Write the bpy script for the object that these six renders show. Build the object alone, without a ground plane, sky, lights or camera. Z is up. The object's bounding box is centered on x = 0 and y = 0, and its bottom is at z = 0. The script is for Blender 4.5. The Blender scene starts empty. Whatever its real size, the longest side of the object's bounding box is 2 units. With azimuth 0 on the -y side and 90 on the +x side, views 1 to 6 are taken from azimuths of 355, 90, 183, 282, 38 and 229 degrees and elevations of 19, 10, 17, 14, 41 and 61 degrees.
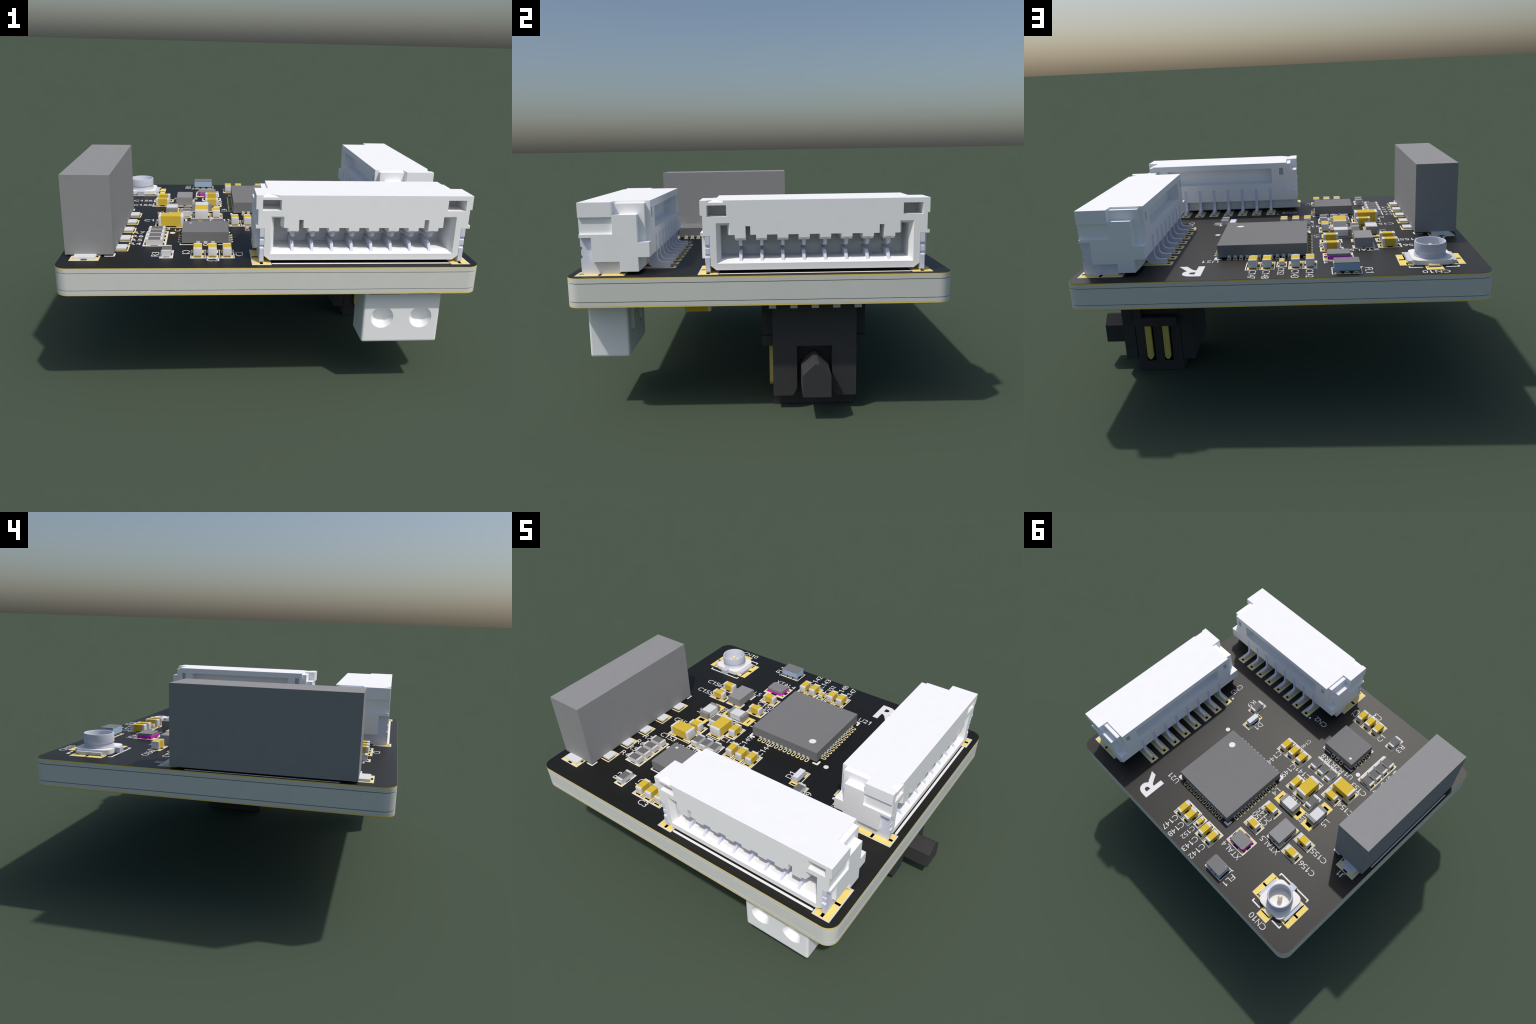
import bpy, bmesh, math
import numpy as np
from mathutils import Vector, Matrix

# ---------------------------------------------------------------- constants
TOP, BOT = 0.660, 0.526                 # board faces
BX0, BX1, BY0, BY1 = -1.0, 0.9618, -0.8440, 0.8440
CORNER = 0.062

# ---------------------------------------------------------------- materials
def material(name, colour, rough=0.5, metallic=0.0, spec=0.5, vary=0.04, scale=60.0, bump=0.0):
    m = bpy.data.materials.new(name)
    m.use_nodes = True
    nt = m.node_tree
    b = nt.nodes["Principled BSDF"]
    b.inputs["Roughness"].default_value = rough
    b.inputs["Metallic"].default_value = metallic
    b.inputs["Specular IOR Level"].default_value = spec
    tc = nt.nodes.new("ShaderNodeTexCoord")
    no = nt.nodes.new("ShaderNodeTexNoise")
    no.inputs["Scale"].default_value = scale
    no.inputs["Detail"].default_value = 3.0
    nt.links.new(tc.outputs["Object"], no.inputs["Vector"])
    ramp = nt.nodes.new("ShaderNodeValToRGB")
    lo = [c * (1 - vary) for c in colour]
    hi = [min(1.0, c * (1 + vary)) for c in colour]
    ramp.color_ramp.elements[0].position = 0.3
    ramp.color_ramp.elements[1].position = 0.7
    ramp.color_ramp.elements[0].color = (*lo, 1)
    ramp.color_ramp.elements[1].color = (*hi, 1)
    nt.links.new(no.outputs["Fac"], ramp.inputs["Fac"])
    nt.links.new(ramp.outputs["Color"], b.inputs["Base Color"])
    if bump:
        bp = nt.nodes.new("ShaderNodeBump")
        bp.inputs["Strength"].default_value = bump
        bp.inputs["Distance"].default_value = 0.001
        nt.links.new(no.outputs["Fac"], bp.inputs["Height"])
        nt.links.new(bp.outputs["Normal"], b.inputs["Normal"])
    return m

MASK    = material("black_solder_mask", (0.0085, 0.0080, 0.0062), 0.50, spec=0.45, vary=0.05, scale=25)
LAMIN   = material("pale_laminate", (0.715, 0.724, 0.676), 0.95, vary=0.015, scale=12)
LAMGAP  = material("inner_layer", (0.72, 0.70, 0.66), 0.95)
COPPER  = material("copper_edge", (0.92, 0.70, 0.17), 0.95, vary=0.03)
GOLD    = material("gold_pad", (0.95, 0.745, 0.205), 0.95, vary=0.02)
MARGIN  = material("bare_pad_margin", (0.74, 0.735, 0.69), 0.95, vary=0.02)
INK     = material("white_ink", (0.90, 0.885, 0.88), 0.95, vary=0.01)
BLOTCH    = material("painted_black_blotch", (0.001, 0.001, 0.001), 0.9, spec=0.0, vary=0.0)  # near-zero colour paints the black shading error of overlapping pad faces
WHITE   = material("white_plastic", (0.99, 0.992, 0.992), 0.95, vary=0.01, scale=15)
STEEL   = material("pale_steel", (0.78, 0.80, 0.93), 0.95, vary=0.02)
LEADM   = material("tinned_lead", (0.745, 0.77, 0.79), 0.95, vary=0.02)
MODULE  = material("grey_module_plastic", (0.303, 0.303, 0.303), 0.95, vary=0.02, scale=20)
CHIP    = material("grey_chip_plastic", (0.207, 0.207, 0.208), 0.95, vary=0.02, scale=30)
LIDGREY = material("grey_crystal_lid", (0.250, 0.250, 0.252), 0.95, vary=0.02, scale=30)
XGREY   = material("grey_crystal_can", (0.303, 0.303, 0.304), 0.95, vary=0.02, scale=30)
CERAM   = material("yellow_ceramic", (0.735, 0.52, 0.043), 0.95, vary=0.03, scale=90)
ENDCAP  = material("silver_end_cap", (0.755, 0.755, 0.76), 0.95, vary=0.02)
FILM    = material("grey_resistor_film", (0.160, 0.160, 0.160), 0.95, vary=0.03, scale=90)
ALUMINA = material("pale_alumina", (0.74, 0.735, 0.72), 0.95, vary=0.02)
FERRITE = material("grey_ferrite", (0.30, 0.30, 0.305), 0.95, vary=0.03)
LEDW    = material("milky_lens", (0.80, 0.83, 0.90), 0.95, vary=0.01)
LEDB    = material("amber_terminal", (0.30, 0.10, 0.02), 0.95)
MAGENTA = material("magenta_ceramic", (0.64, 0.006, 0.62), 0.95, vary=0.02)
BLUE    = material("pale_blue_ceramic", (0.43, 0.58, 0.76), 0.95, vary=0.02)
CREAM   = material("cream_insulator", (0.92, 0.895, 0.85), 0.95, vary=0.02)
SILVERB = material("bluish_silver", (0.60, 0.63, 0.72), 0.95, vary=0.02)
CREAMAU = material("pale_gold_contact", (0.90, 0.80, 0.55), 0.95, vary=0.02)
BLACKPL = material("black_plastic", (0.049, 0.048, 0.049), 0.95, vary=0.04, scale=30)
BRASS   = material("brass_contact", (0.68, 0.57, 0.15), 0.95, vary=0.03)
BLOCKW  = material("white_terminal_plastic", (0.992, 0.994, 0.994), 0.95, vary=0.01, scale=15)

# ---------------------------------------------------------------- mesh building
class Build:
    """Collects boxes, prisms and turned shapes into one mesh."""
    def __init__(self):
        self.v, self.f, self.m, self.mats, self.smooth = [], [], [], [], []
    def slot(self, mat):
        if mat not in self.mats:
            self.mats.append(mat)
        return self.mats.index(mat)
    def _put(self, verts, faces, mat, smooth=False):
        o, k = len(self.v), self.slot(mat)
        self.v += [tuple(p) for p in verts]
        for f in faces:
            self.f.append([i + o for i in f]); self.m.append(k); self.smooth.append(smooth)
        return self
    def box(self, x0, x1, y0, y1, z0, z1, mat):
        vs = [(x, y, z) for z in (z0, z1) for y in (y0, y1) for x in (x0, x1)]
        fs = [(0, 2, 3, 1), (4, 5, 7, 6), (0, 1, 5, 4), (2, 6, 7, 3), (0, 4, 6, 2), (1, 3, 7, 5)]
        return self._put(vs, fs, mat)
    def cbox(self, cx, cy, w, d, z0, z1, mat):
        return self.box(cx - w/2, cx + w/2, cy - d/2, cy + d/2, z0, z1, mat)
    def prism(self, poly, a, b, axis, mat, smooth=False):
        """poly: 2-D outline; axis 0 -> (a..b along x, poly in y,z), 1 -> poly in x,z, 2 -> poly in x,y"""
        n = len(poly)
        def at(p, t):
            return {0: (t, p[0], p[1]), 1: (p[0], t, p[1]), 2: (p[0], p[1], t)}[axis]
        vs = [at(p, a) for p in poly] + [at(p, b) for p in poly]
        fs = [list(range(n)), list(range(n, 2*n))]
        k0 = len(self.f)
        self._put(vs, fs, mat)
        o = len(self.v) - 2*n
        k = self.slot(mat)
        for i in range(n):
            j = (i + 1) % n
            self.f.append([o+i, o+j, o+n+j, o+n+i]); self.m.append(k); self.smooth.append(smooth)
        return self
    def lathe(self, prof, cx, cy, mat, n=48, smooth=True):
        """closed profile (r,z) turned around a vertical axis"""
        vs, fs = [], []
        m = len(prof)
        for i in range(n):
            a = 2*math.pi*i/n
            for r, z in prof:
                vs.append((cx + r*math.cos(a), cy + r*math.sin(a), z))
        for i in range(n):
            j = (i+1) % n
            for k in range(m - 1):
                fs.append((i*m+k, j*m+k, j*m+k+1, i*m+k+1))
        return self._put(vs, fs, mat, smooth)
    def mesh(self, name):
        me = bpy.data.meshes.new(name)
        me.from_pydata(self.v, [], self.f)
        for mt in self.mats:
            me.materials.append(mt)
        me.polygons.foreach_set("material_index", self.m)
        me.polygons.foreach_set("use_smooth", self.smooth)
        bm = bmesh.new(); bm.from_mesh(me)
        bmesh.ops.remove_doubles(bm, verts=bm.verts, dist=1e-6)
        bmesh.ops.recalc_face_normals(bm, faces=bm.faces)
        for e in bm.edges:
            if len(e.link_faces) == 2 and e.calc_face_angle(0) > math.radians(40):
                e.smooth = False
        bm.to_mesh(me); bm.free()
        return me

def rounded(x0, x1, y0, y1, r, n=8):
    out = []
    for cx, cy, a0 in ((x1-r, y1-r, 0), (x0+r, y1-r, 90), (x0+r, y0+r, 180), (x1-r, y0+r, 270)):
        for i in range(n + 1):
            a = math.radians(a0 + 90*i/n)
            out.append((cx + r*math.cos(a), cy + r*math.sin(a)))
    return out

def place(name, me, parent, loc=(0, 0, 0), rot=0.0):
    ob = bpy.data.objects.new(name, me)
    bpy.context.scene.collection.objects.link(ob)
    ob.parent = parent
    ob.location = loc
    ob.rotation_euler = (0, 0, math.radians(rot))
    return ob

def cell_solid(ops):
    """Union / difference of axis-aligned boxes, kept as one watertight shell."""
    ax = [sorted({round(v, 5) for _, b in ops for v in b[2*i:2*i+2]}) for i in range(3)]
    occ = np.zeros([len(a) - 1 for a in ax], bool)
    for op, b in ops:
        s = tuple(slice(ax[i].index(round(b[2*i], 5)), ax[i].index(round(b[2*i+1], 5))) for i in range(3))
        occ[s] = (op == '+')
    pad = np.pad(occ, 1)
    vid, vs, fs = {}, [], []
    def v(i, j, k):
        if (i, j, k) not in vid:
            vid[(i, j, k)] = len(vs); vs.append((ax[0][i], ax[1][j], ax[2][k]))
        return vid[(i, j, k)]
    for i, j, k in zip(*np.nonzero(occ)):
        i, j, k = int(i), int(j), int(k)
        p = (i+1, j+1, k+1)
        if not pad[p[0]-1, p[1], p[2]]: fs.append((v(i,j,k), v(i,j,k+1), v(i,j+1,k+1), v(i,j+1,k)))
        if not pad[p[0]+1, p[1], p[2]]: fs.append((v(i+1,j,k), v(i+1,j+1,k), v(i+1,j+1,k+1), v(i+1,j,k+1)))
        if not pad[p[0], p[1]-1, p[2]]: fs.append((v(i,j,k), v(i+1,j,k), v(i+1,j,k+1), v(i,j,k+1)))
        if not pad[p[0], p[1]+1, p[2]]: fs.append((v(i,j+1,k), v(i,j+1,k+1), v(i+1,j+1,k+1), v(i+1,j+1,k)))
        if not pad[p[0], p[1], p[2]-1]: fs.append((v(i,j,k), v(i,j+1,k), v(i+1,j+1,k), v(i+1,j,k)))
        if not pad[p[0], p[1], p[2]+1]: fs.append((v(i,j,k+1), v(i+1,j,k+1), v(i+1,j+1,k+1), v(i,j+1,k+1)))
    return vs, fs

def carve(me, cutters):
    """Boolean-difference a list of cutter meshes out of a mesh."""
    ob = bpy.data.objects.new("carve_work", me)
    bpy.context.scene.collection.objects.link(ob)
    tmp = []
    for c in cutters:
        co = bpy.data.objects.new("carve_tool", c)
        bpy.context.scene.collection.objects.link(co)
        md = ob.modifiers.new("cut", 'BOOLEAN')
        md.operation, md.solver, md.object = 'DIFFERENCE', 'EXACT', co
        tmp.append(co)
    bpy.context.view_layer.update()
    dg = bpy.context.evaluated_depsgraph_get()
    out = bpy.data.meshes.new_from_object(ob.evaluated_get(dg))
    for o in tmp + [ob]:
        bpy.data.objects.remove(o)
    return out

def hexa(front, back, d0, d1, mat):
    """frustum between two (x0,x1,z0,z1) rectangles at depth d0 and d1 (y axis)"""
    b = Build()
    vs = []
    for (x0, x1, z0, z1), y in ((front, d0), (back, d1)):
        vs += [(x0, y, z0), (x1, y, z0), (x1, y, z1), (x0, y, z1)]
    b._put(vs, [(0,1,2,3), (4,5,6,7), (0,1,5,4), (1,2,6,5), (2,3,7,6), (3,0,4,7)], mat)
    return b.mesh("frustum")

# ---------------------------------------------------------------- the thing
root = bpy.data.objects.new("circuit_board_assembly", None)
bpy.context.scene.collection.objects.link(root)
root["label"] = "square black circuit board with white connectors and grey block"
root["category"] = "circuit board"

# ---------------------------------------------------------------- the board
def slab(z0, z1, mat, inset=0.0):
    return Build().prism(rounded(BX0+inset, BX1-inset, BY0+inset, BY1-inset, CORNER-inset, 10), z0, z1, 2, mat, True)

GAP, CU = 0.0032, 0.0062
core_b = slab(BOT + CU + 0.0008, BOT + 0.0235, LAMIN).mesh("laminate_layer")
core_m = slab(BOT + 0.0235 + GAP, TOP - 0.0245 - GAP, LAMIN).mesh("laminate_layer")
core_t = slab(TOP - 0.0245, TOP - CU - 0.0012, LAMIN).mesh("laminate_layer")
board = place("circuit_board", core_m, root)
place("laminate_layer", core_t, board)
place("laminate_layer", core_b, board)
place("inner_layer", slab(BOT + 0.015, TOP - 0.015, LAMGAP, 0.022).mesh("inner_layer"), board)
place("copper_layer", slab(TOP - CU - 0.0012, TOP - 0.0012, COPPER, 0.0002).mesh("copper_layer"), board)
place("copper_layer", slab(BOT + 0.0008, BOT + CU + 0.0008, COPPER, 0.0002).mesh("copper_layer"), board)
place("solder_mask", slab(TOP - 0.0012, TOP, MASK, 0.0006).mesh("solder_mask"), board)
place("solder_mask", slab(BOT, BOT + 0.0008, MASK, 0.0006).mesh("solder_mask"), board)

def pad_at(x0, x1, y0, y1, margin=0.006, blotches=()):
    """gold land with pale opening around it and black shading blotches modelled as thin plates on it"""
    b = Build()
    b.box(x0, x1, y0, y1, TOP - 0.0005, TOP + 0.0006, MARGIN)
    b.box(x0+margin, x1-margin, y0+margin, y1-margin, TOP - 0.0005, TOP + 0.0014, GOLD)
    for (a, c, d, e) in blotches:
        b.box(a, c, d, e, TOP, TOP + 0.0019, BLOTCH)
    place("solder_pad", b.mesh("solder_pad"), board)

def stadium(cx, cy, w, l, along_y, n=6):
    r = w/2
    pts = []
    for sgn in (1, -1):
        for i in range(n+1):
            a = math.radians(180*i/n)
            u, t = r*math.cos(a)*sgn, (l/2 - r + r*math.sin(a))*sgn
            pts.append((cx+u, cy+t) if along_y else (cx+t, cy-u))
    return pts

# ---- printed artwork -------------------------------------------------------
INKW = dict(C=.64, R=.63, U=.57, X=.64, T=.58, A=.65, L=.43, N=.56, F=.50, J=.40, D=.60)   # inked width per cap height .716
ADV = dict(C=.722, R=.722, U=.722, X=.667, T=.611, A=.667, L=.556, N=.722, F=.611, J=.5, D=.722)
GLYPHS = {}
def glyph(ch, bold):
    """outline of one character as polygons, scaled into a unit-wide, unit-high box"""
    if (ch, bold) not in GLYPHS:
        if ch == '1':
            vs = [(.62, 0), (1, 0), (1, 1), (.70, 1), (0, .80), (0, .67), (.62, .82)]
            fs = [(0, 1, 2, 3, 6), (3, 4, 5, 6)]
        else:
            cu = bpy.data.curves.new("text", 'FONT')
            cu.body, cu.size, cu.resolution_u, cu.offset = ch, 1.0, 4, bold
            ob = bpy.data.objects.new("text_work", cu)
            bpy.context.scene.collection.objects.link(ob)
            bpy.context.view_layer.update()
            me = bpy.data.meshes.new_from_object(ob.evaluated_get(bpy.context.evaluated_depsgraph_get()))
            bpy.data.objects.remove(ob)
            xs = [v.co.x for v in me.vertices]; ys = [v.co.y for v in me.vertices]
            vs = [((v.co.x-min(xs))/(max(xs)-min(xs)), (v.co.y-min(ys))/(max(ys)-min(ys))) for v in me.vertices]
            fs = [tuple(p.vertices) for p in me.polygons]
        GLYPHS[(ch, bold)] = vs, fs
    return GLYPHS[(ch, bold)]

def printed_text(txt, x, y, rot, cap=0.036, bold=-0.013, width=None, name="printed_label"):
    k = cap/.716
    total = sum(ADV.get(c, .556) for c in txt)*k
    vs, fs, pen = [], [], -total/2
    for c in txt:
        adv, w = ADV.get(c, .556)*k, INKW.get(c, .27 if c == '1' else .48)*k
        x0 = pen + (adv - w)/2 - (.04*k if c == '1' else 0)
        if width: x0, w = -width/2, width
        gv, gf = glyph(c, bold)
        o = len(vs)
        vs += [(x0 + u*w, (v-.5)*cap, 0.0) for u, v in gv]
        fs += [tuple(i+o for i in f) for f in gf]
        pen += adv
    me = bpy.data.meshes.new("printed_label")
    me.from_pydata(vs, [], fs)
    bm = bmesh.new(); bm.from_mesh(me)
    bmesh.ops.recalc_face_normals(bm, faces=bm.faces)
    r = bmesh.ops.extrude_face_region(bm, geom=bm.faces[:])
    for e in r["geom"]:
        if isinstance(e, bmesh.types.BMVert):
            e.co.z += 0.0012
    bmesh.ops.recalc_face_normals(bm, faces=bm.faces)
    bm.to_mesh(me); bm.free()
    me.materials.append(INK)
    place(name, me, board, (x, y, TOP - 0.0002), rot)

LABELS = [('U21',0.326,0.566,0), ('C147',0.097,0.779,90), ('C148',0.032,0.783,90), ('C143',-0.104,0.783,90),
 ('C142',-0.172,0.784,90), ('C145',-0.282,0.318,0), ('C150',-0.282,0.358,0), ('XTAL4',-0.314,0.629,0),
 ('XTAL5',-0.454,0.436,0), ('L4',-0.215,0.154,90), ('C144',-0.023,-0.012,90), ('C149',-0.160,-0.010,90),
 ('C141',-0.240,-0.063,0), ('R8',-0.262,-0.252,0), ('R1',-0.321,-0.252,0), ('R2',-0.386,-0.252,0),
 ('U1',-0.460,-0.263,0), ('C153',-0.574,-0.236,0), ('C154',-0.611,-0.073,0), ('L5',-0.589,0.086,90),
 ('C155',-0.714,0.270,0), ('C156',-0.719,0.378,0), ('C2',-0.161,-0.654,90), ('C3',-0.288,-0.737,0),
 ('C1',-0.417,-0.629,-90), ('R3',-0.561,-0.656,90), ('CN2',-0.042,-0.430,0), ('CN5',0.563,-0.200,90),
 ('R9',0.400,-0.194,90), ('D1',0.231,-0.102,90), ('CN10',-0.747,0.807,0), ('FL1',-0.448,0.765,90),
 ('J1',-0.885,0.257,0), ('R7',-0.675,-0.308,0), ('R6',-0.675,-0.370,0), ('R5',-0.675,-0.434,0), ('R4',-0.675,-0.496,0)]
for t, x, y, r in LABELS:
    printed_text(t, x, y, r)
printed_text('C152', -0.037, 0.744, 90, 0.031)
for t, x, y, r in [('C140',-0.347,0.103,0), ('C146',-0.098,-0.235,90), ('R159',-0.466,0.156,90)]:
    printed_text(t, x, y, r, 0.024)
printed_text('R', 0.4015, 0.7107, 0, 0.146, 0.030, 0.128, "printed_letter")

def outline(x0, x1, y0, y1, split=(), axis=0, w=0.0046):
    b = Build()
    h0, h1 = TOP - 0.0003, TOP + 0.0010
    b.box(x0, x1, y0, y0+w, h0, h1, INK).box(x0, x1, y1-w, y1, h0, h1, INK)
    b.box(x0, x0+w, y0+w, y1-w, h0, h1, INK).box(x1-w, x1, y0+w, y1-w, h0, h1, INK)
    for s in split:
        if axis == 0: b.box(s-w/2, s+w/2, y0+w, y1-w, h0, h1, INK)
        else:         b.box(x0+w, x1-w, s-w/2, s+w/2, h0, h1, INK)
    place("printed_outline", b.mesh("printed_outline"), board)

def stroke(points, w=0.009):
    """round-ended polyline of ink"""
    b = Build()
    for (p, q) in zip(points[:-1], points[1:]):
        d = Vector((q[0]-p[0], q[1]-p[1])); L = d.length; a = math.atan2(d.y, d.x)
        pts = stadium(0, 0, w, L + w, False)
        c, s = math.cos(a), math.sin(a)
        mx, my = (p[0]+q[0])/2, (p[1]+q[1])/2
        k = len(b.f) * 0.000004
        b.prism([(mx + u*c - v*s, my + u*s + v*c) for u, v in pts], TOP - 0.0003, TOP + 0.0010 + k, 2, INK)
    place("printed_line", b.mesh("printed_line"), board)

def dot(x, y, r):
    place("printed_dot", Build().prism([(x + r*math.cos(i*math.pi/14), y + r*math.sin(i*math.pi/14)) for i in range(28)],
                                       TOP - 0.0003, TOP + 0.0011, 2, INK).mesh("printed_dot"), board)

dot(0.3574, 0.065, 0.0150); dot(-0.498, -0.3126, 0.0148); dot(0.526, -0.129, 0.0075); dot(0.033, -0.401, 0.0072)
dot(-0.420, 0.708, 0.004)

# ---------------------------------------------------------------- small passives
def chip_cap_meshes(L, W, H, t, dh):
    """ceramic body and its rounded metal end (at +x) of a chip capacitor lying along x"""
    body = Build().box(-L/2 + t*0.6, L/2 - t*0.6, -W/2+0.0006, W/2-0.0006, 0.003, H-0.0008, CERAM).mesh("ceramic_body")
    bm = bmesh.new()
    bmesh.ops.create_cube(bm, size=1.0, matrix=Matrix.Translation((L/2 - t/2, 0, H/2 + 0.001)) @ Matrix.Diagonal((t, W, H-0.002, 1)))
    bmesh.ops.bevel(bm, geom=[e for e in bm.edges if max(v.co.x for v in e.verts) > L/2 - t/4 or True], offset=dh, segments=3, affect='EDGES', profile=0.5)
    end = bpy.data.meshes.new("end_cap"); bm.to_mesh(end); bm.free()
    end.materials.append(ENDCAP)
    for p in end.polygons: p.use_smooth = True
    return body, end

CAPS = {"small": chip_cap_meshes(0.0805, 0.0415, 0.0425, 0.0145, 0.0032),
        "tiny":  chip_cap_meshes(0.050, 0.026, 0.0235, 0.0095, 0.0020),
        "large": chip_cap_meshes(0.136, 0.0745, 0.0595, 0.0165, 0.0040)}

def lands(cx, cy, along_y, inner, outer, width, blotch=0.0):
    for s in (-1, 1):
        a, b = sorted((s*inner, s*outer))
        v0, v1 = sorted((s*(outer - 0.0135), s*(outer - 0.0055)))
        h = width*0.30
        if along_y:
            pad_at(cx-width/2, cx+width/2, cy+a, cy+b, 0.0025, [(cx-h, cx+h, cy+v0, cy+v1)] if blotch else ())
        else:
            pad_at(cx+a, cx+b, cy-width/2, cy+width/2, 0.0025, [(cx+v0, cx+v1, cy-h, cy+h)] if blotch else ())

def capacitor(x, y, along_y, kind="small"):
    body, end = CAPS[kind]
    ob = place("capacitor", body, root, (x, y, TOP + 0.0014), 90 if along_y else 0)
    place("end_cap", end, ob); place("end_cap", end, ob, rot=180)
    {"small": lambda: lands(x, y, along_y, 0.014, 0.0555, 0.056, 1),
     "tiny":  lambda: lands(x, y, along_y, 0.008, 0.0370, 0.036, 1),
     "large": lambda: lands(x, y, along_y, 0.030, 0.0830, 0.088, 1)}[kind]()

def resistor_meshes():
    L, W, H, t = 0.083, 0.0435, 0.0315, 0.012
    body = Build().box(-L/2 + t*0.5, L/2 - t*0.5, -W/2, W/2, 0.001, H - 0.0016, ALUMINA)
    body.box(-L/2 + t, L/2 - t, -W/2 + 0.0004, W/2 - 0.0004, H - 0.0020, H - 0.0003, FILM)
    end = Build().box(L/2 - t*0.5, L/2, -W/2, W/2, 0, H, ENDCAP).box(L/2 - t, L/2 - t*0.5, -W/2, W/2, H-0.0016, H, ENDCAP)
    return body.mesh("resistor_body"), end.mesh("end_cap")
RES = resistor_meshes()
def resistor(x, y, along_y):
    ob = place("resistor", RES[0], root, (x, y, TOP + 0.0014), 90 if along_y else 0)
    place("end_cap", RES[1], ob); place("end_cap", RES[1], ob, rot=180)
    lands(x, y, along_y, 0.018, 0.0530, 0.052, 1)

for x, y, a in [(0.0995, .6573, 1), (.0315, .6573, 1), (-.1055, .6577, 1), (-.1757, .6577, 1), (-.2883, .4144, 0),
                (-.2883, .2636, 0), (-.5900, .2698, 0), (-.5900, .3768, 0), (-.0200, -.1300, 1), (-.0909, -.1300, 1),
                (-.1610, -.1300, 1), (-.2625, .0226, 1), (-.4904, -.0729, 0), (-.3597, -.6558, 1), (-.2897, -.6558, 1), (-.2200, -.6558, 1)]:
    capacitor(x, y, a)
capacitor(-.0385, .6428, 1, "tiny")
capacitor(-.348, -.0020, 1, "large")
capacitor(-.5137, -.1635, 0, "large")
for x, y, a in [(-.2584, -.1761, 1), (-.3216, -.1761, 1), (-.3848, -.1761, 1), (-.432, .0431, 1), (-.5073, -.6562, 1),
                (.3458, -.1951, 1), (-.577, -.5049, 0), (-.577, -.4420, 0), (-.577, -.3790, 0), (-.577, -.3160, 0)]:
    resistor(x, y, a)

outline(-.0050, .1369, .5970, .7180, (.0659,)); outline(-.0615, -.0128, .6016, .6841)
outline(-.2090, -.0710, .5970, .7180, (-.1400,)); outline(-.3492, -.2276, .3790, .4500); outline(-.3492, -.2276, .2289, .2983)
outline(-.3908, -.2388, .4812, .6021); outline(-.1962, .0151, -.1906, -.0700, (-.0553, -.1257)); outline(-.4164, -.2269, -.2325, -.1196, (-.29, -.3532))
outline(-.2950, -.2270, -.0370, .0822); outline(-.3970, -.2970, -.0980, .0851); outline(-.5512, -.4295, -.1088, -.0370)
outline(-.6013, -.4280, -.2180, -.1120); outline(-.4604, -.4014, -.0137, .0999); outline(-.6519, -.5281, .2353, .3044); outline(-.6512, -.5287, .3421, .4115)
outline(-.6346, -.5194, -.5364, -.2848, (-.4735, -.4106, -.3477), 1); outline(-.3941, -.1853, -.7168, -.5948, (-.2549, -.3245)); outline(-.5387, -.4760, -.7137, -.5987)
outline(.3136, .3780, -.2532, -.1385); outline(.2545, .3183, -.1774+.041, -.0327); outline(-.4160, -.2745, .7090, .8070)

# ---------------------------------------------------------------- light emitting diode
b = Build().cbox(0, 0, 0.034, 0.080, 0.006, 0.040, LEDW)
led = place("indicator_light", b.mesh("lens"), root, (.2855, -.1020, TOP))
for s in (-1, 1):
    place("terminal", Build().cbox(0, s*0.030, 0.036, 0.014, 0.0014, 0.012, LEDB).mesh("terminal"), led)
lands(.2864, -.1040, True, 0.026, 0.064, 0.050, 1)

# ---------------------------------------------------------------- inductors
def inductor(x, y, along_y):
    L, W, H = 0.118, 0.063, 0.041
    e = 0.021
    core = Build().box(-L/2+e, L/2-e, -W/2, W/2, 0.004, H, ENDCAP)
    core.box(-L/4, L/4, W/2 + 0.002, W/2 + 0.009, -0.0016, 0.0004, INK).box(-L/4, L/4, -W/2 - 0.009, -W/2 - 0.002, -0.0016, 0.0004, INK)
    ob = place("inductor", core.mesh("inductor_core"), root, (x, y, TOP + 0.0014), 90 if along_y else 0)
    end = Build().box(L/2-e, L/2, -W/2-0.0004, W/2+0.0004, 0, H+0.0004, FERRITE).mesh("ferrite_end")
    place("ferrite_end", end, ob); place("ferrite_end", end, ob, rot=180)
    for s in (-1, 1):
        if along_y:
            a, c = sorted((y + s*0.032, y + s*0.108)); v = y + s*0.077
            pad_at(x-.038, x+.038, a, c, 0.0012, [(x-.022, x+.016, v-.011, v+.011)])
        else:
            a, c = sorted((x + s*0.032, x + s*0.1065)); v = x + s*0.080
            pad_at(a, c, y-.040, y+.040, 0.0012, [(v-.010, v+.012, y-.018, y+.020)] if s < 0 else [(v-.003, v+.004, y-.018, y+.016)])
inductor(-.3468, .1575, False)
inductor(-.521, .0905, True)

# ---------------------------------------------------------------- crystals, filter
b = Build().cbox(0, 0, 0.094, 0.146, 0.003, 0.0535, XGREY)
place("crystal_can", b.mesh("crystal_can"), root, (-.4550, .3255, TOP))
for sx in (-1, 1):
    for sy in (-1, 1):
        pad_at(-.4555 + sx*.030 - .022, -.4555 + sx*.030 + .022, .3237 + sy*.056 - .026, .3237 + sy*.056 + .026, 0.002)
stroke([(-.440, .4065), (-.5115, .4065), (-.5115, .2405), (-.3995, .2405), (-.3995, .290)], 0.005)
stroke([(-.3995, .355), (-.3995, .4065), (-.420, .4065)], 0.005)

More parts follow.
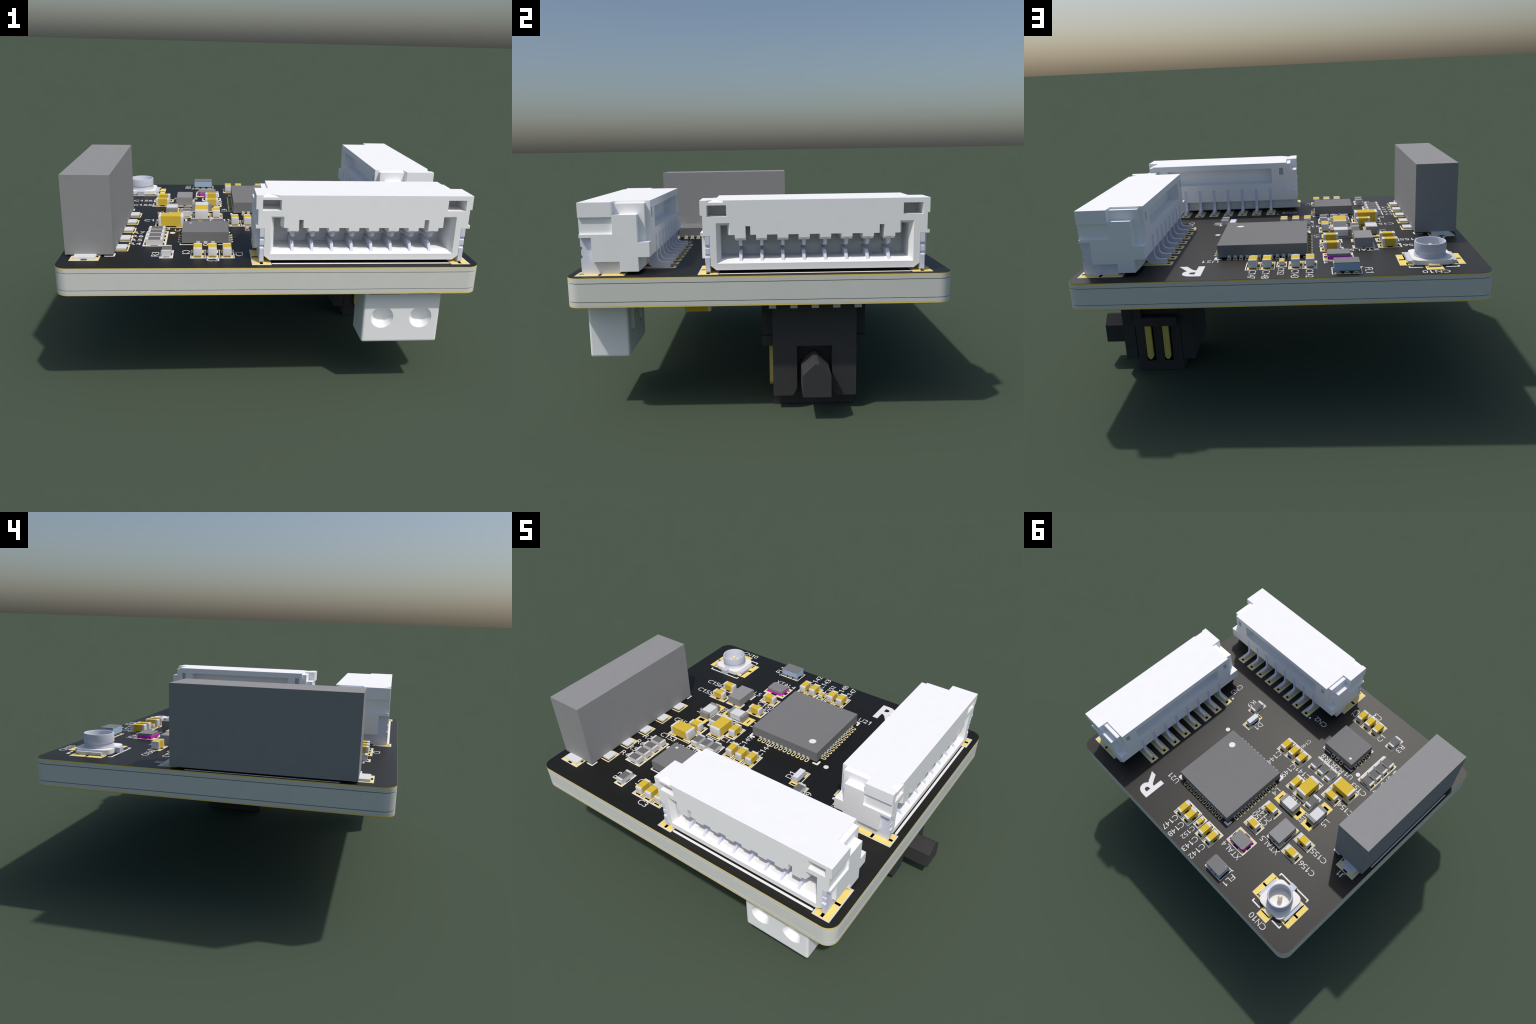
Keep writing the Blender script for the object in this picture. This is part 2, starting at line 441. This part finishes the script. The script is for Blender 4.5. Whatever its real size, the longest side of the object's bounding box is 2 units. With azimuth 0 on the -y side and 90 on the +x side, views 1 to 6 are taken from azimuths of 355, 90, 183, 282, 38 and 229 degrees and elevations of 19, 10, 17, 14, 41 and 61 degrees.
def clipped(w, d, c):
    return [(-w/2+c, -d/2), (w/2-c, -d/2), (w/2, -d/2+c), (w/2, d/2-c), (w/2-c, d/2), (-w/2+c, d/2), (-w/2, d/2-c), (-w/2, -d/2+c)]
xt = place("crystal_package", Build().prism(clipped(.116, .088, .004), .002, .0155, 2, MAGENTA).mesh("ceramic_base"), root, (-.3165, .5425, TOP))
place("metal_lid", Build().prism(clipped(.112, .084, .009), .0155, .029, 2, LIDGREY).mesh("metal_lid"), xt)
for sx in (-1, 1):
    for sy in (-1, 1):
        pad_at(-.3148 + sx*.046 - .025, -.3148 + sx*.046 + .025, .5416 + sy*.035 - .020, .5416 + sy*.035 + .020, 0.0022,
               [(-.3148 + sx*.062 - .004, -.3148 + sx*.062 + .004, .5416 + sy*.036 - .006, .5416 + sy*.036 + .006)])
place("corner_castellation", Build().cbox(-.052, -.040, .008, .008, .002, .012, CREAMAU).cbox(.054, -.040, .008, .008, .002, .012, CREAMAU)
      .cbox(-.054, .040, .008, .008, .002, .012, CREAMAU).cbox(.054, .040, .008, .008, .002, .012, CREAMAU).mesh("corner_castellation"), xt)

fl = place("radio_filter", Build().cbox(0, 0, .118, .080, .014, .0495, BLUE).mesh("filter_body"), root, (-.3445, .7575, TOP))
place("filter_lid", Build().cbox(0, 0, .1175, .0795, .0495, .0525, CHIP).prism([(-.042+.002*math.cos(i*.628), -.028+.002*math.sin(i*.628)) for i in range(10)], .0525, .0529, 2, INK).mesh("filter_lid"), fl)
place("filter_underside", Build().cbox(0, 0, .110, .072, .009, .014, CHIP).mesh("filter_underside"), fl)
for sy in (-1, 1):
    for k in (-1, 0, 1):
        place("solder_foot", Build().cbox(k*.041, sy*.026, .018, .016, .001, .009, LEADM).mesh("solder_foot"), fl)
        pad_at(-.3445 + k*.041 - .015, -.3445 + k*.041 + .015, .7575 + sy*.030 - .013, .7575 + sy*.030 + .013, 0.0018,
               [(-.3445 + k*.041 - .009, -.3445 + k*.041 + .007, .7575 + sy*.036 - .003, .7575 + sy*.036 + .003)])

# ---------------------------------------------------------------- chips
def chip(x0, x1, y0, y1, z0, z1, nx, ny, pitch, reach, dotx, doty, dotr):
    cx, cy = (x0+x1)/2, (y0+y1)/2
    body = Build().box(x0-cx, x1-cx, y0-cy, y1-cy, z0-TOP, z1-TOP, CHIP).mesh("chip_body")
    tool = Build().prism([(dotx-cx + dotr*math.cos(i*math.pi/16), doty-cy + dotr*math.sin(i*math.pi/16)) for i in range(32)], z1-TOP-.003, z1-TOP+.01, 2, CHIP).mesh("dimple")
    ob = place("chip", carve(body, [tool]), root, (cx, cy, TOP))
    place("orientation_mark", Build().prism([(dotx-cx + dotr*.99*math.cos(i*math.pi/16), doty-cy + dotr*.99*math.sin(i*math.pi/16)) for i in range(32)],
          z1-TOP-.0031, z1-TOP-.0022, 2, INK).mesh("orientation_mark"), ob)
    u = pitch/.0373
    lead = Build().box(-.0092*u, .0092*u, -.010, .0030, .0015, .0165, LEADM).mesh("chip_lead")
    pad = Build()
    pad.prism(stadium(0, -.008, .026*u, .052, True), -.0005, .0006, 2, MARGIN)
    pad.prism(stadium(0, -.008, .0208*u, .0465, True), -.0005, .0012, 2, GOLD)
    pad.prism(stadium(0, .001, .0125*u, .0215, True), .0002, .0017, 2, BLOTCH)
    pad = pad.mesh("chip_pad")
    for n, half, along in ((nx, (y1-y0)/2, 0), (ny, (x1-x0)/2, 1)):
        for s in (-1, 1):
            for i in range(n):
                t = (i - (n-1)/2)*pitch
                p, r = ((t, s*half), 0 if s > 0 else 180) if along == 0 else ((s*half, t), -90 if s > 0 else 90)
                place("chip_lead", lead, ob, (p[0], p[1], 0), r)
                q = (p[0], p[1] + s*reach) if along == 0 else (p[0] + s*reach, p[1])
                place("chip_pad", pad, ob, (q[0], q[1], 0), r)
chip(-.1610, .2925, .0660, .5210, .6665, .7300, 12, 12, .0306, .010, .2125, .1460, .0215)
chip(-.4400, -.2065, -.5045, -.3065, .6665, .7240, 3, 4, .0373, .006, -.401, -.338, .0095)
for sx in (-1, 1):
    for sy in (-1, 1):
        cx, cy = .0658 + sx*.238, .2935 + sy*.238
        stroke([(cx - sx*.026, cy), (cx, cy), (cx, cy - sy*.026)], .013)
        cx, cy = -.3233 + sx*.126, -.4055 + sy*.106
        stroke([(cx - sx*.062, cy), (cx, cy), (cx, cy - sy*.012)], .007)

# ---------------------------------------------------------------- white wire connectors
def connector_housing():
    ops = []
    def add(*b): ops.append(('+', b))
    def cut(*b): ops.append(('-', b))
    def both(f, s0, s1, *r):
        f(s0, s1, *r); f(-s1, -s0, *r)
    add(-.436, .436, 0, .306, .739, .9815)
    add(-.460, .460, 0, .258, .675, .739)
    both(add, .436, .500, 0, .147, .917, .9815)
    both(add, .436, .462, .147, .284, .739, .972)
    both(add, .436, .462, .147, .255, .675, .739)
    both(add, .462, .500, .147, .255, .675, .9255)
    both(add, .436, .490, 0, .147, .842, .917)
    both(add, .436, .500, 0, .147, .8275, .842)
    both(add, .436, .500, .053, .147, .720, .8275)
    both(add, .436, .460, 0, .053, .675, .8275)
    both(add, .436, .460, .053, .147, .675, .720)
    both(add, .436, .500, .255, .306, .739, .805)
    both(cut, .460, .500, .147, .173, .675, .720)
    # plug cavity with keyed ceiling
    cut(-.4155, .4155, 0, .165, .7195, .830)
    both(cut, .383, .4155, 0, .165, .830, .870)
    both(cut, .282, .303, 0, .165, .830, .868)
    # latch windows, front and rear
    both(cut, .385, .470, 0, .120, .911, .9605)
    both(cut, .390, .416, .270, .306, .905, .948)
    vs, fs = cell_solid(ops)
    b = Build(); b._put(vs, fs, WHITE)
    me = b.mesh("connector_housing")
    # funnel mouth, rear trough, bottom corner bevels and the pin-one arrow
    tools = [hexa((-.4316, .4316, .704, .829), (-.4155, .4155, .7195, .829), 0.0, .030, WHITE),
             hexa((.3715, .4316, .780, .8833), (.383, .4155, .780, .870), 0.0, .030, WHITE),
             hexa((-.4316, -.3715, .780, .8833), (-.4155, -.383, .780, .870), 0.0, .030, WHITE)]
    for t in tools:                                   # push the mouth just through the face
        for v in t.vertices:
            if v.co.y == 0.0: v.co.y = -.0004
    tools.append(Build().prism([(.320, .9475), (.240, .9475), (.240, .8530), (.308, .8495), (.320, .8495)], -.340, .340, 0, WHITE).mesh("trough"))
    for s in (-1, 1):
        tools.append(Build().prism([(s*.428, .670), (s*.470, .670), (s*.470, .704), (s*.463, .6985)], -.01, .175, 1, WHITE).mesh("bevel"))
    ar = Build()
    ar._put([(-.470, -.002, .990), (-.395, -.002, .990), (-.445, .038, .990), (-.470, -.002, .972), (-.395, -.002, .972), (-.445, .038, .9812)],
            [(0, 1, 2), (3, 4, 5), (0, 1, 4, 3), (1, 2, 5, 4), (2, 0, 3, 5)], WHITE)
    tools.append(ar.mesh("arrow"))
    me = carve(me, tools)
    # ceiling teeth over each contact
    bm = bmesh.new(); bm.from_mesh(me)
    t = Build()
    for i in range(8):
        s = (i - 3.5)*.0933
        t.prism([(0.0, .830), (0.0, .816), (.024, .803), (.164, .803), (.164, .830)], s-.0238, s+.0238, 0, WHITE)
    tm = t.mesh("teeth")
    bm.from_mesh(tm)
    bm.to_mesh(me); bm.free()
    for v in me.vertices: v.co.z -= TOP
    for p in me.polygons: p.use_smooth = False
    me.materials.clear(); me.materials.append(WHITE)
    return me

def contact_pin():
    h = .0080
    b = Build()
    bend = [(.3345 - .0260*math.cos(math.radians(a)), .7125 - .0265*math.sin(math.radians(a))) for a in range(0, 91, 15)]
    prof = [(.3085, .8175)] + bend + [(.367, .686), (.367, .6625), (.285, .6625), (.268, .676), (.268, .735), (.283, .745), (.283, .8175)]
    b.prism([(d, z - TOP) for d, z in prof], -h, h, 0, STEEL)
    low = [(.003, .7005), (.010, .7040), (.020, .7200), (.034, .7400), (.052, .7520), (.167, .7560), (.167, .7150), (.050, .7150), (.028, .7120), (.010, .7000)]
    b.prism([(d, z - TOP) for d, z in low], -h*.85, h*.85, 0, STEEL)
    up = [(.008, .8135), (.014, .794), (.030, .780), (.050, .774), (.167, .774), (.167, .806), (.030, .806)]
    b.prism([(d, z - TOP) for d, z in up], -h*.85, h*.85, 0, STEEL)
    return b.mesh("contact_pin")

def mounting_tab():
    prof = [(-.001, .6695), (.009, .6612), (.162, .6612), (.172, .670), (.172, .735), (.060, .826), (-.001, .826),
            (-.001, .788), (.006, .784), (.006, .776), (.001, .771), (.001, .748), (.006, .745), (.006, .738), (-.002, .732)]
    return Build().prism([(d, z - TOP) for d, z in prof], .4612, .4808, 0, STEEL).mesh("mounting_tab")

HOUSING, PIN, TAB = connector_housing(), contact_pin(), mounting_tab()
def tab_mirror(me):
    m2 = me.copy()
    for v in m2.vertices: v.co.x = -v.co.x
    m2.flip_normals()
    return m2
TAB2 = tab_mirror(TAB)

def wire_connector(loc, rot):
    ob = place("wire_connector", HOUSING, root, loc, rot)
    for i in range(8):
        place("contact_pin", PIN, ob, ((i-3.5)*.0933, 0, 0))
    place("mounting_tab", TAB, ob); place("mounting_tab", TAB2, ob)
    # lands below the contacts and tabs
    pb = Build()
    pb.box(-.0285, .0285, .245, .394, -.0005, .0006, MARGIN).box(-.0215, .0215, .248, .388, -.0005, .0014, GOLD)
    pb.box(-.009, .009, .366, .382, 0, .0019, BLOTCH)
    pb = pb.mesh("solder_pad")
    for i in range(8):
        place("solder_pad", pb, ob, ((i-3.5)*.0933, 0, 0))
    for s in (-1, 1):
        t = Build()
        x0, x1 = sorted((s*.425, s*.5155))
        t.box(x0, x1, -.0265, .192, -.0005, .0006, MARGIN).box(x0+.007, x1-.007, -.0200, .185, -.0005, .0014, GOLD)
        a, c = sorted((s*.464, s*.478)); t.box(a, c, -.0175, .004, 0, .0019, BLOTCH)
        a, c = sorted((s*.470, s*.509)); t.box(a, c, .0755, .0885, 0, .0019, BLOTCH)
        place("solder_pad", t.mesh("solder_pad"), ob)
    ink = Build().prism(stadium(0, -.0085, .0125, .846, False), -.0003, .0010, 2, INK)
    place("printed_line", ink.mesh("printed_line"), ob)
wire_connector((.406, -.784, TOP), 0)
wire_connector((.9065, .2467, TOP), 90)

# ---------------------------------------------------------------- tall grey module
mod = place("power_module", Build().box(-.9765, -.7535, -.6805, .1685, .668, 1.0455, MODULE).mesh("module_case"), root)
lead = Build().box(-.060, .0475, -.0315, .0315, .002, .0110, LEADM).mesh("module_lead")
for i in range(5):
    y = -.5645 + .1495*i
    place("module_lead", lead, mod, (-.7535, y, TOP))
    pad_at(-.790, -.6955, y-.045, y+.045, 0.0025, [(-.760, -.7015, y-.0385, y-.0318), (-.7058, -.7015, y-.0318, y+.015)])
for s, yb in ((-1, -.6805), (1, .1685)):
    cx = -.8860 - s*.0045
    place("module_foot", Build().box(cx-.050, cx+.050, min(yb-s*.04, yb+s*.0495), max(yb-s*.04, yb+s*.0495), TOP+.002, TOP+.0115, LEADM).mesh("module_foot"), mod)
    y0, y1 = sorted((yb - s*.03, yb + s*.0650))
    v0, v1 = sorted((yb + s*.050, yb + s*.0595))
    u0, u1 = sorted((yb + s*.002, yb + s*.020))
    pad_at(cx-.0675, cx+.0675, y0, y1, 0.0065, [(cx-.014, cx+.014, v0, v1), (cx+.0505, cx+.060, u0, u1)])
stroke([(-.793, -.6825), (-.7520, -.6825), (-.7520, -.646)], .008)
stroke([(-.793, .1710), (-.7520, .1710), (-.7520, .135)], .008)
stroke([(-.984, -.60), (-.984, .09)], .007)

# ---------------------------------------------------------------- coaxial socket
cx, cy = -.750, .6265
def rounded_plate(z0, z1):
    return Build().prism(rounded(-.095, .095, -.0945, .0945, .036, 8), z0, z1, 2, CREAM, True)
sock = place("coaxial_socket", rounded_plate(.0025, .0255).mesh("insulator_plate"), root, (cx, cy, TOP))
ring = [(.0655, .0260), (.0770, .0260), (.0770, .0290), (.0735, .0320), (.0735, .0385), (.0705, .0430), (.0705, .0470), (.0750, .0510),
        (.0750, .0900), (.0725, .0945), (.0675, .0945), (.0650, .0910), (.0650, .0260), (.0655, .0260)]
place("outer_contact", Build().lathe(ring, 0, 0, SILVERB, 56).mesh("outer_contact"), sock)
pinp = [(.0001, .0255), (.0140, .0255), (.0140, .0660)] + [(.0140*math.cos(math.radians(a)), .0660 + .0140*math.sin(math.radians(a))) for a in range(15, 90, 15)] + [(.0001, .0800)]
place("centre_contact", Build().lathe(pinp, 0, 0, CREAMAU, 24).mesh("centre_contact"), sock)
place("ground_tab", Build().box(-.020, .022, -.120, -.060, .0155, .0275, SILVERB).box(-.020, .022, -.120, -.096, .0015, .0155, SILVERB).mesh("ground_tab"), sock)
for s in (-1, 1):
    x0, x1 = sorted((s*.090, s*.1145))
    place("ground_bar", Build().box(x0, x1, -.066, .068, .002, .0165, SILVERB).mesh("ground_bar"), sock)
    x0, x1 = sorted((cx + s*.088, cx + s*.1530))
    m = sorted((cx + s*.1165, cx + s*.147)); n = sorted((cx + s*.1145, cx + s*.1205))
    pad_at(x0, x1, cy-.084, cy+.084, 0.0015, [(m[0], m[1], cy-.006, cy+.006), (n[0], n[1], cy-.078, cy-.004), (n[0], n[1], cy+.045, cy+.078)])
place("signal_tab", Build().box(-.026, .025, .085, .1165, .002, .0120, CREAMAU).mesh("signal_tab"), sock)
pad_at(cx-.040, cx+.040, cy+.094, cy+.155, 0.0015, [(cx-.028, cx+.034, cy+.1165, cy+.1225)])
for s in (-1, 1):
    stroke([(cx+s*.113, cy+.104), (cx+s*.113, cy+.117), (cx+s*.055, cy+.117)], .008)
stroke([(cx-.113, cy-.104), (cx-.113, cy-.118), (cx+.113, cy-.118), (cx+.113, cy-.104)], .008)

# ---------------------------------------------------------------- underside: white terminal block
bm = bmesh.new()
bmesh.ops.create_cube(bm, size=1.0, matrix=Matrix.Translation((.6215, -.703, .387)) @ Matrix.Diagonal((.375, .184, .274, 1)))
bmesh.ops.bevel(bm, geom=[e for e in bm.edges if all(v.co.z < .3 for v in e.verts) or abs(e.verts[0].co.z - e.verts[1].co.z) > .1],
                offset=.011, segments=3, affect='EDGES', profile=0.5)
me = bpy.data.meshes.new("terminal_block"); bm.to_mesh(me); bm.free()
tools = []
for hx in (.5275, .7165):
    n = 32
    t = Build()
    vs = []
    for y, r, dz in ((-.797, .0570, 0), (-.774, .0400, 0), (-.766, .0375, 0), (-.759, .031, 0), (-.755, .020, 0), (-.753, .008, 0)):
        vs += [(hx + r*math.cos(2*math.pi*i/n), y, .3825 + dz + r*math.sin(2*math.pi*i/n)) for i in range(n)]
    fs = [list(range(n)), list(range(5*n, 6*n))]
    for k in range(5):
        fs += [(k*n+i, k*n+(i+1) % n, (k+1)*n+(i+1) % n, (k+1)*n+i) for i in range(n)]
    t._put(vs, fs, BLOCKW)
    tools.append(t.mesh("wire_hole"))
    tools.append(Build().box(hx-.072, hx+.077, -.80, -.76, .503, .54, BLOCKW).mesh("release_slot"))
    tools.append(Build().prism([(hx + .035*math.cos(2*math.pi*i/24), -.606 + .024*math.sin(2*math.pi*i/24)) for i in range(24)], .350, .54, 2, BLOCKW).mesh("rear_groove"))
me.materials.append(BLOCKW)
me = carve(me, tools)
me.materials.clear(); me.materials.append(BLOCKW)
for p in me.polygons: p.use_smooth = False; p.material_index = 0
blk = place("terminal_block", me, root)
for hx in (.5275, .7165):
    place("clamp_contact", Build().box(hx-.062, hx-.010, -.778, -.65, .512, .5255, LEADM).mesh("clamp_contact"), blk)

# ---------------------------------------------------------------- underside: black slide switch
YC = .2480
sw = Build()
sw.box(.5425, .7885, YC-.1900, YC+.1900, 0, .512, BLACKPL)                       # centre block
sw.box(.4740, .5385, YC-.1920, YC+.1920, .065, .512, BLACKPL)                    # rear cheek
sw.box(.5385, .5425, YC-.185, YC+.185, .07, .512, BLACKPL)
sw.box(.7885, .7925, YC-.185, YC+.185, .33, .512, BLACKPL)
sw.box(.5480, .7840, YC-.2410, YC+.2430, .284, .333, BLACKPL)                    # shelf over the contacts
sw.box(.7350, .7740, YC-.2410, YC+.2430, .338, .490, BLACKPL)
sw.box(.7350, .7700, YC-.2390, YC+.2410, .333, .338, BLACKPL)
swm = sw.mesh("switch_body")
switch = place("slide_switch", swm, root)
w0, w1 = .1665, .3288
front = [(.0565, .065), (.148, .065), (w0, .103), (w0, .3047), (w1, .3047), (w1, .103), (.3450, .065), (.4400, .065), (.4400, .512), (.0565, .512)]
place("switch_face", Build().prism(front, .7925, .8550, 0, BLACKPL).mesh("switch_face"), switch)
lever = [(.1853, .1152), (.3108, .1152), (.3108, .2155), (.2574, .2675), (.2390, .2675), (.1853, .2150)]
place("switch_lever", Build().prism(lever, .780, 1.0, 0, BLACKPL).mesh("switch_lever"), switch)
for s in (-1, 1):
    for x in (.7165, .6200):
        y0, y1 = sorted((YC + s*.150, YC + s*.2075))
        t = Build()
        yt = YC + s*.2075
        ys = sorted((YC + s*.186, yt))
        t.prism([(x-.0165, .29), (x-.0165, .088), (x-.005, .072), (x+.006, .072), (x+.0165, .088), (x+.0165, .29)], ys[0], ys[1], 1, BRASS)
        place("spring_contact", t.mesh("spring_contact"), switch)
        place("black_plate", Build().box(x-.024, x+.024, YC+s*.1895 if s < 0 else YC+.1885, YC-.1885 if s < 0 else YC+s*.1905, .056, .284, BLOTCH).mesh("black_plate"), switch)  # flat black plate on the block side, no recess is cut
for i in range(5):
    y = .0570 + .0968*i
    place("switch_lead", Build().box(.84, .872, y-.016, y+.016, .488, .5235, LEADM).mesh("switch_lead"), switch)
    place("switch_lead", Build().box(.457, .480, y-.016, y+.016, .488, .5235, LEADM).mesh("switch_lead"), switch)

# ---------------------------------------------------------------- underside capacitor
body, end = CAPS["large"]
ob = place("capacitor", body, root, (.790, -.2915, BOT - .0608), 90)
place("end_cap", end, ob); place("end_cap", end, ob, rot=180)
